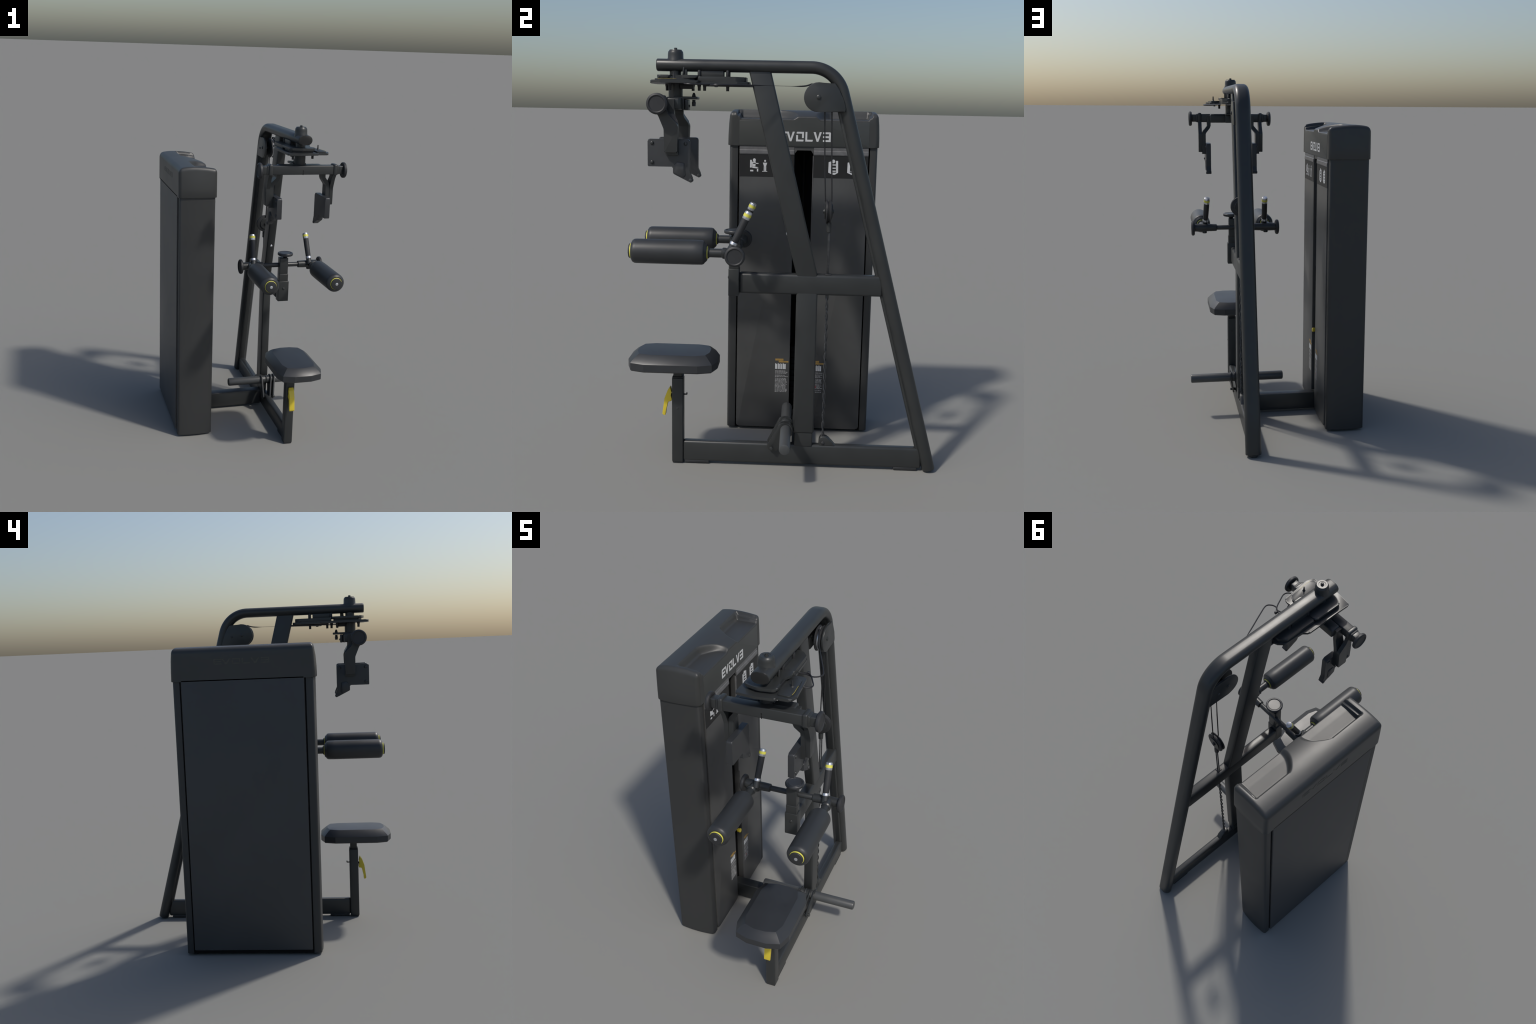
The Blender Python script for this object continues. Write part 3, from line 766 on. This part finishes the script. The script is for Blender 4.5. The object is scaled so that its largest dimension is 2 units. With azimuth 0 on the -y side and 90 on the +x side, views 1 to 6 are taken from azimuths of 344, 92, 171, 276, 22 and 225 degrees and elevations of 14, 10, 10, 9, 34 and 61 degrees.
# ================================================================== ARM ASSEMBLY
arm = box("arm_bar", -0.030, 0.4080, -0.5985, -0.5480, 1.7240, 1.7765, M_PAINT, root, r=0.005)
box("rear_bar", 0.0560, 0.3210, -0.5490, -0.4920, 1.7220, 1.7740, M_PAINT, arm, r=0.008)
box("hub_block", 0.1500, 0.2250, -0.5000, -0.4840, 1.7215, 1.7780, M_PAINT, arm, r=0.004)
box("hub_block", 0.1500, 0.2250, -0.4830, -0.4670, 1.7215, 1.7690, M_PAINT, arm, r=0.003)
bolt("hub_bolt", (0.188, -0.4670, 1.7400), (0, 1, 0), 0.006, 0.005, M_RUBBER, arm)
box("stop_tab", 0.1450, 0.2250, -0.5350, -0.4240, 1.7705, 1.7825, M_PAINT, arm, r=0.003)
lathe("stop_bumper", (0.185, -0.4450, 1.7395), (0, 0, 1), [(0, 0), (0, 0.008), (0.013, 0.009), (0.016, 0.0095), (0.020, 0.0075), (0.029, 0.0075), (0.029, 0)], M_RUBBER, arm, 18)
lathe("stop_bumper", (0.185, -0.4450, 1.7820), (0, 0, 1), [(0, 0), (0, 0.0095), (0.006, 0.0085), (0.014, 0.006), (0.0185, 0.003), (0.0185, 0)], M_RUBBER, arm, 18)
rod("bar_hole", (0.1880, -0.5992, 1.7465), (0.1880, -0.590, 1.7465), 0.0050, M_BLACK, arm, seg=14)
box("bar_joint", 0.1865, 0.1895, -0.5992, -0.56, 1.7232, 1.7400, M_BLACK, arm)

ap = []
ap.append(lathe("arm_knob", (0.4330, -0.5715, 1.7460), (1, 0, 0), knob_prof, M_RUBBER, arm, 40))
ap.append(box("bar_stub", 0.3950, 0.4350, -0.5955, -0.5510, 1.7265, 1.7735, M_PAINT, arm, r=0.005))
ap.append(box("arm_collar", 0.3720, 0.3975, -0.6050, -0.5410, 1.7190, 1.7835, M_PAINT, arm, r=0.008))
# outer arm: flat bar cranked rearwards
oa = round_poly([(-0.5960, 1.7600), (-0.5960, 1.7250), (-0.5740, 1.6930), (-0.5505, 1.6370), (-0.5490, 1.5370), (-0.4915, 1.5370), (-0.4880, 1.6560), (-0.5320, 1.7040), (-0.5420, 1.7300), (-0.5420, 1.7600)], [0, 0.02, 0.03, 0.03, 0.005, 0.005, 0.03, 0.02, 0.01, 0], 5)
ap.append(prism("outer_arm", oa, 0, 0.3725, 0.3940, M_PAINT, arm, r=0.003))
# inner arm: strip with a sideways jog, swept in x-z
def jog_arm():
    bm = empty_bm()
    path = [(0.3275, 1.768), (0.3275, 1.720), (0.3275, 1.704), (0.3310, 1.694), (0.3560, 1.664), (0.3605, 1.652), (0.3607, 1.640), (0.3607, 1.525)]
    half = 0.0115
    rings = []
    for i, (x, z) in enumerate(path):
        a = path[max(0, i - 1)]; b = path[min(len(path) - 1, i + 1)]
        d = Vector((b[0] - a[0], b[1] - a[1])).normalized()
        n = Vector((-d.y, d.x))
        q0 = smooth(1.655, 1.705, z)
        y0, y1 = -0.5480 - 0.014 * q0, -0.4900 - 0.022 * q0
        p = Vector((x, z))
        q = [(p + n * half, y0), (p + n * half, y1), (p - n * half, y1), (p - n * half, y0)]
        rings.append([bm.verts.new((c.x, y, c.y)) for c, y in q])
    for A, B in zip(rings, rings[1:]):
        for k in range(4):
            bm.faces.new((A[k], A[(k + 1) % 4], B[(k + 1) % 4], B[k]))
    bm.faces.new(rings[0]); bm.faces.new(rings[-1])
    es = [e for e in bm.edges if len(e.link_faces) == 2 and e.calc_face_angle(0) > 1.0]
    bmesh.ops.bevel(bm, geom=es, offset=0.003, segments=2, affect='EDGES', profile=0.5)
    return finish("inner_arm", bm, M_PAINT, arm)
ap.append(jog_arm())
pad = round_poly([(-0.6300, 1.5925), (-0.6300, 1.4705), (-0.5165, 1.4705), (-0.5165, 1.4400), (-0.4620, 1.4130), (-0.4430, 1.4035), (-0.4290, 1.4190), (-0.4415, 1.4480), (-0.4415, 1.5925)],
                 [0.010, 0.004, 0.003, 0.006, 0.01, 0.006, 0.005, 0.02, 0.012], 4)
ap.append(prism("arm_pad", pad, 0, 0.3205, 0.3500, M_VINYL, arm, r=0.005, seg=3))
ap.append(rod("pad_hook_lip", (0.3190, -0.4370, 1.4110), (0.3530, -0.4370, 1.4110), 0.0095, M_VINYL, arm, seg=16))
ap.append(prism("pad_rib", round_poly([(-0.5140, 1.4720), (-0.5140, 1.4420), (-0.4720, 1.4200), (-0.4600, 1.4340), (-0.4640, 1.4880), (-0.4980, 1.4940)], 0.004, 2), 0, 0.3440, 0.3540, M_VINYL, arm, r=0.005, seg=2))
for y, z in ((-0.6100, 1.5750), (-0.4590, 1.5740), (-0.6100, 1.4900)):
    ap.append(bolt("pad_bolt", (0.3500, y, z), (1, 0, 0), 0.0085, 0.006, M_PAINT, arm))
for p in ap:
    duplicate(p, mirror_x=XU)
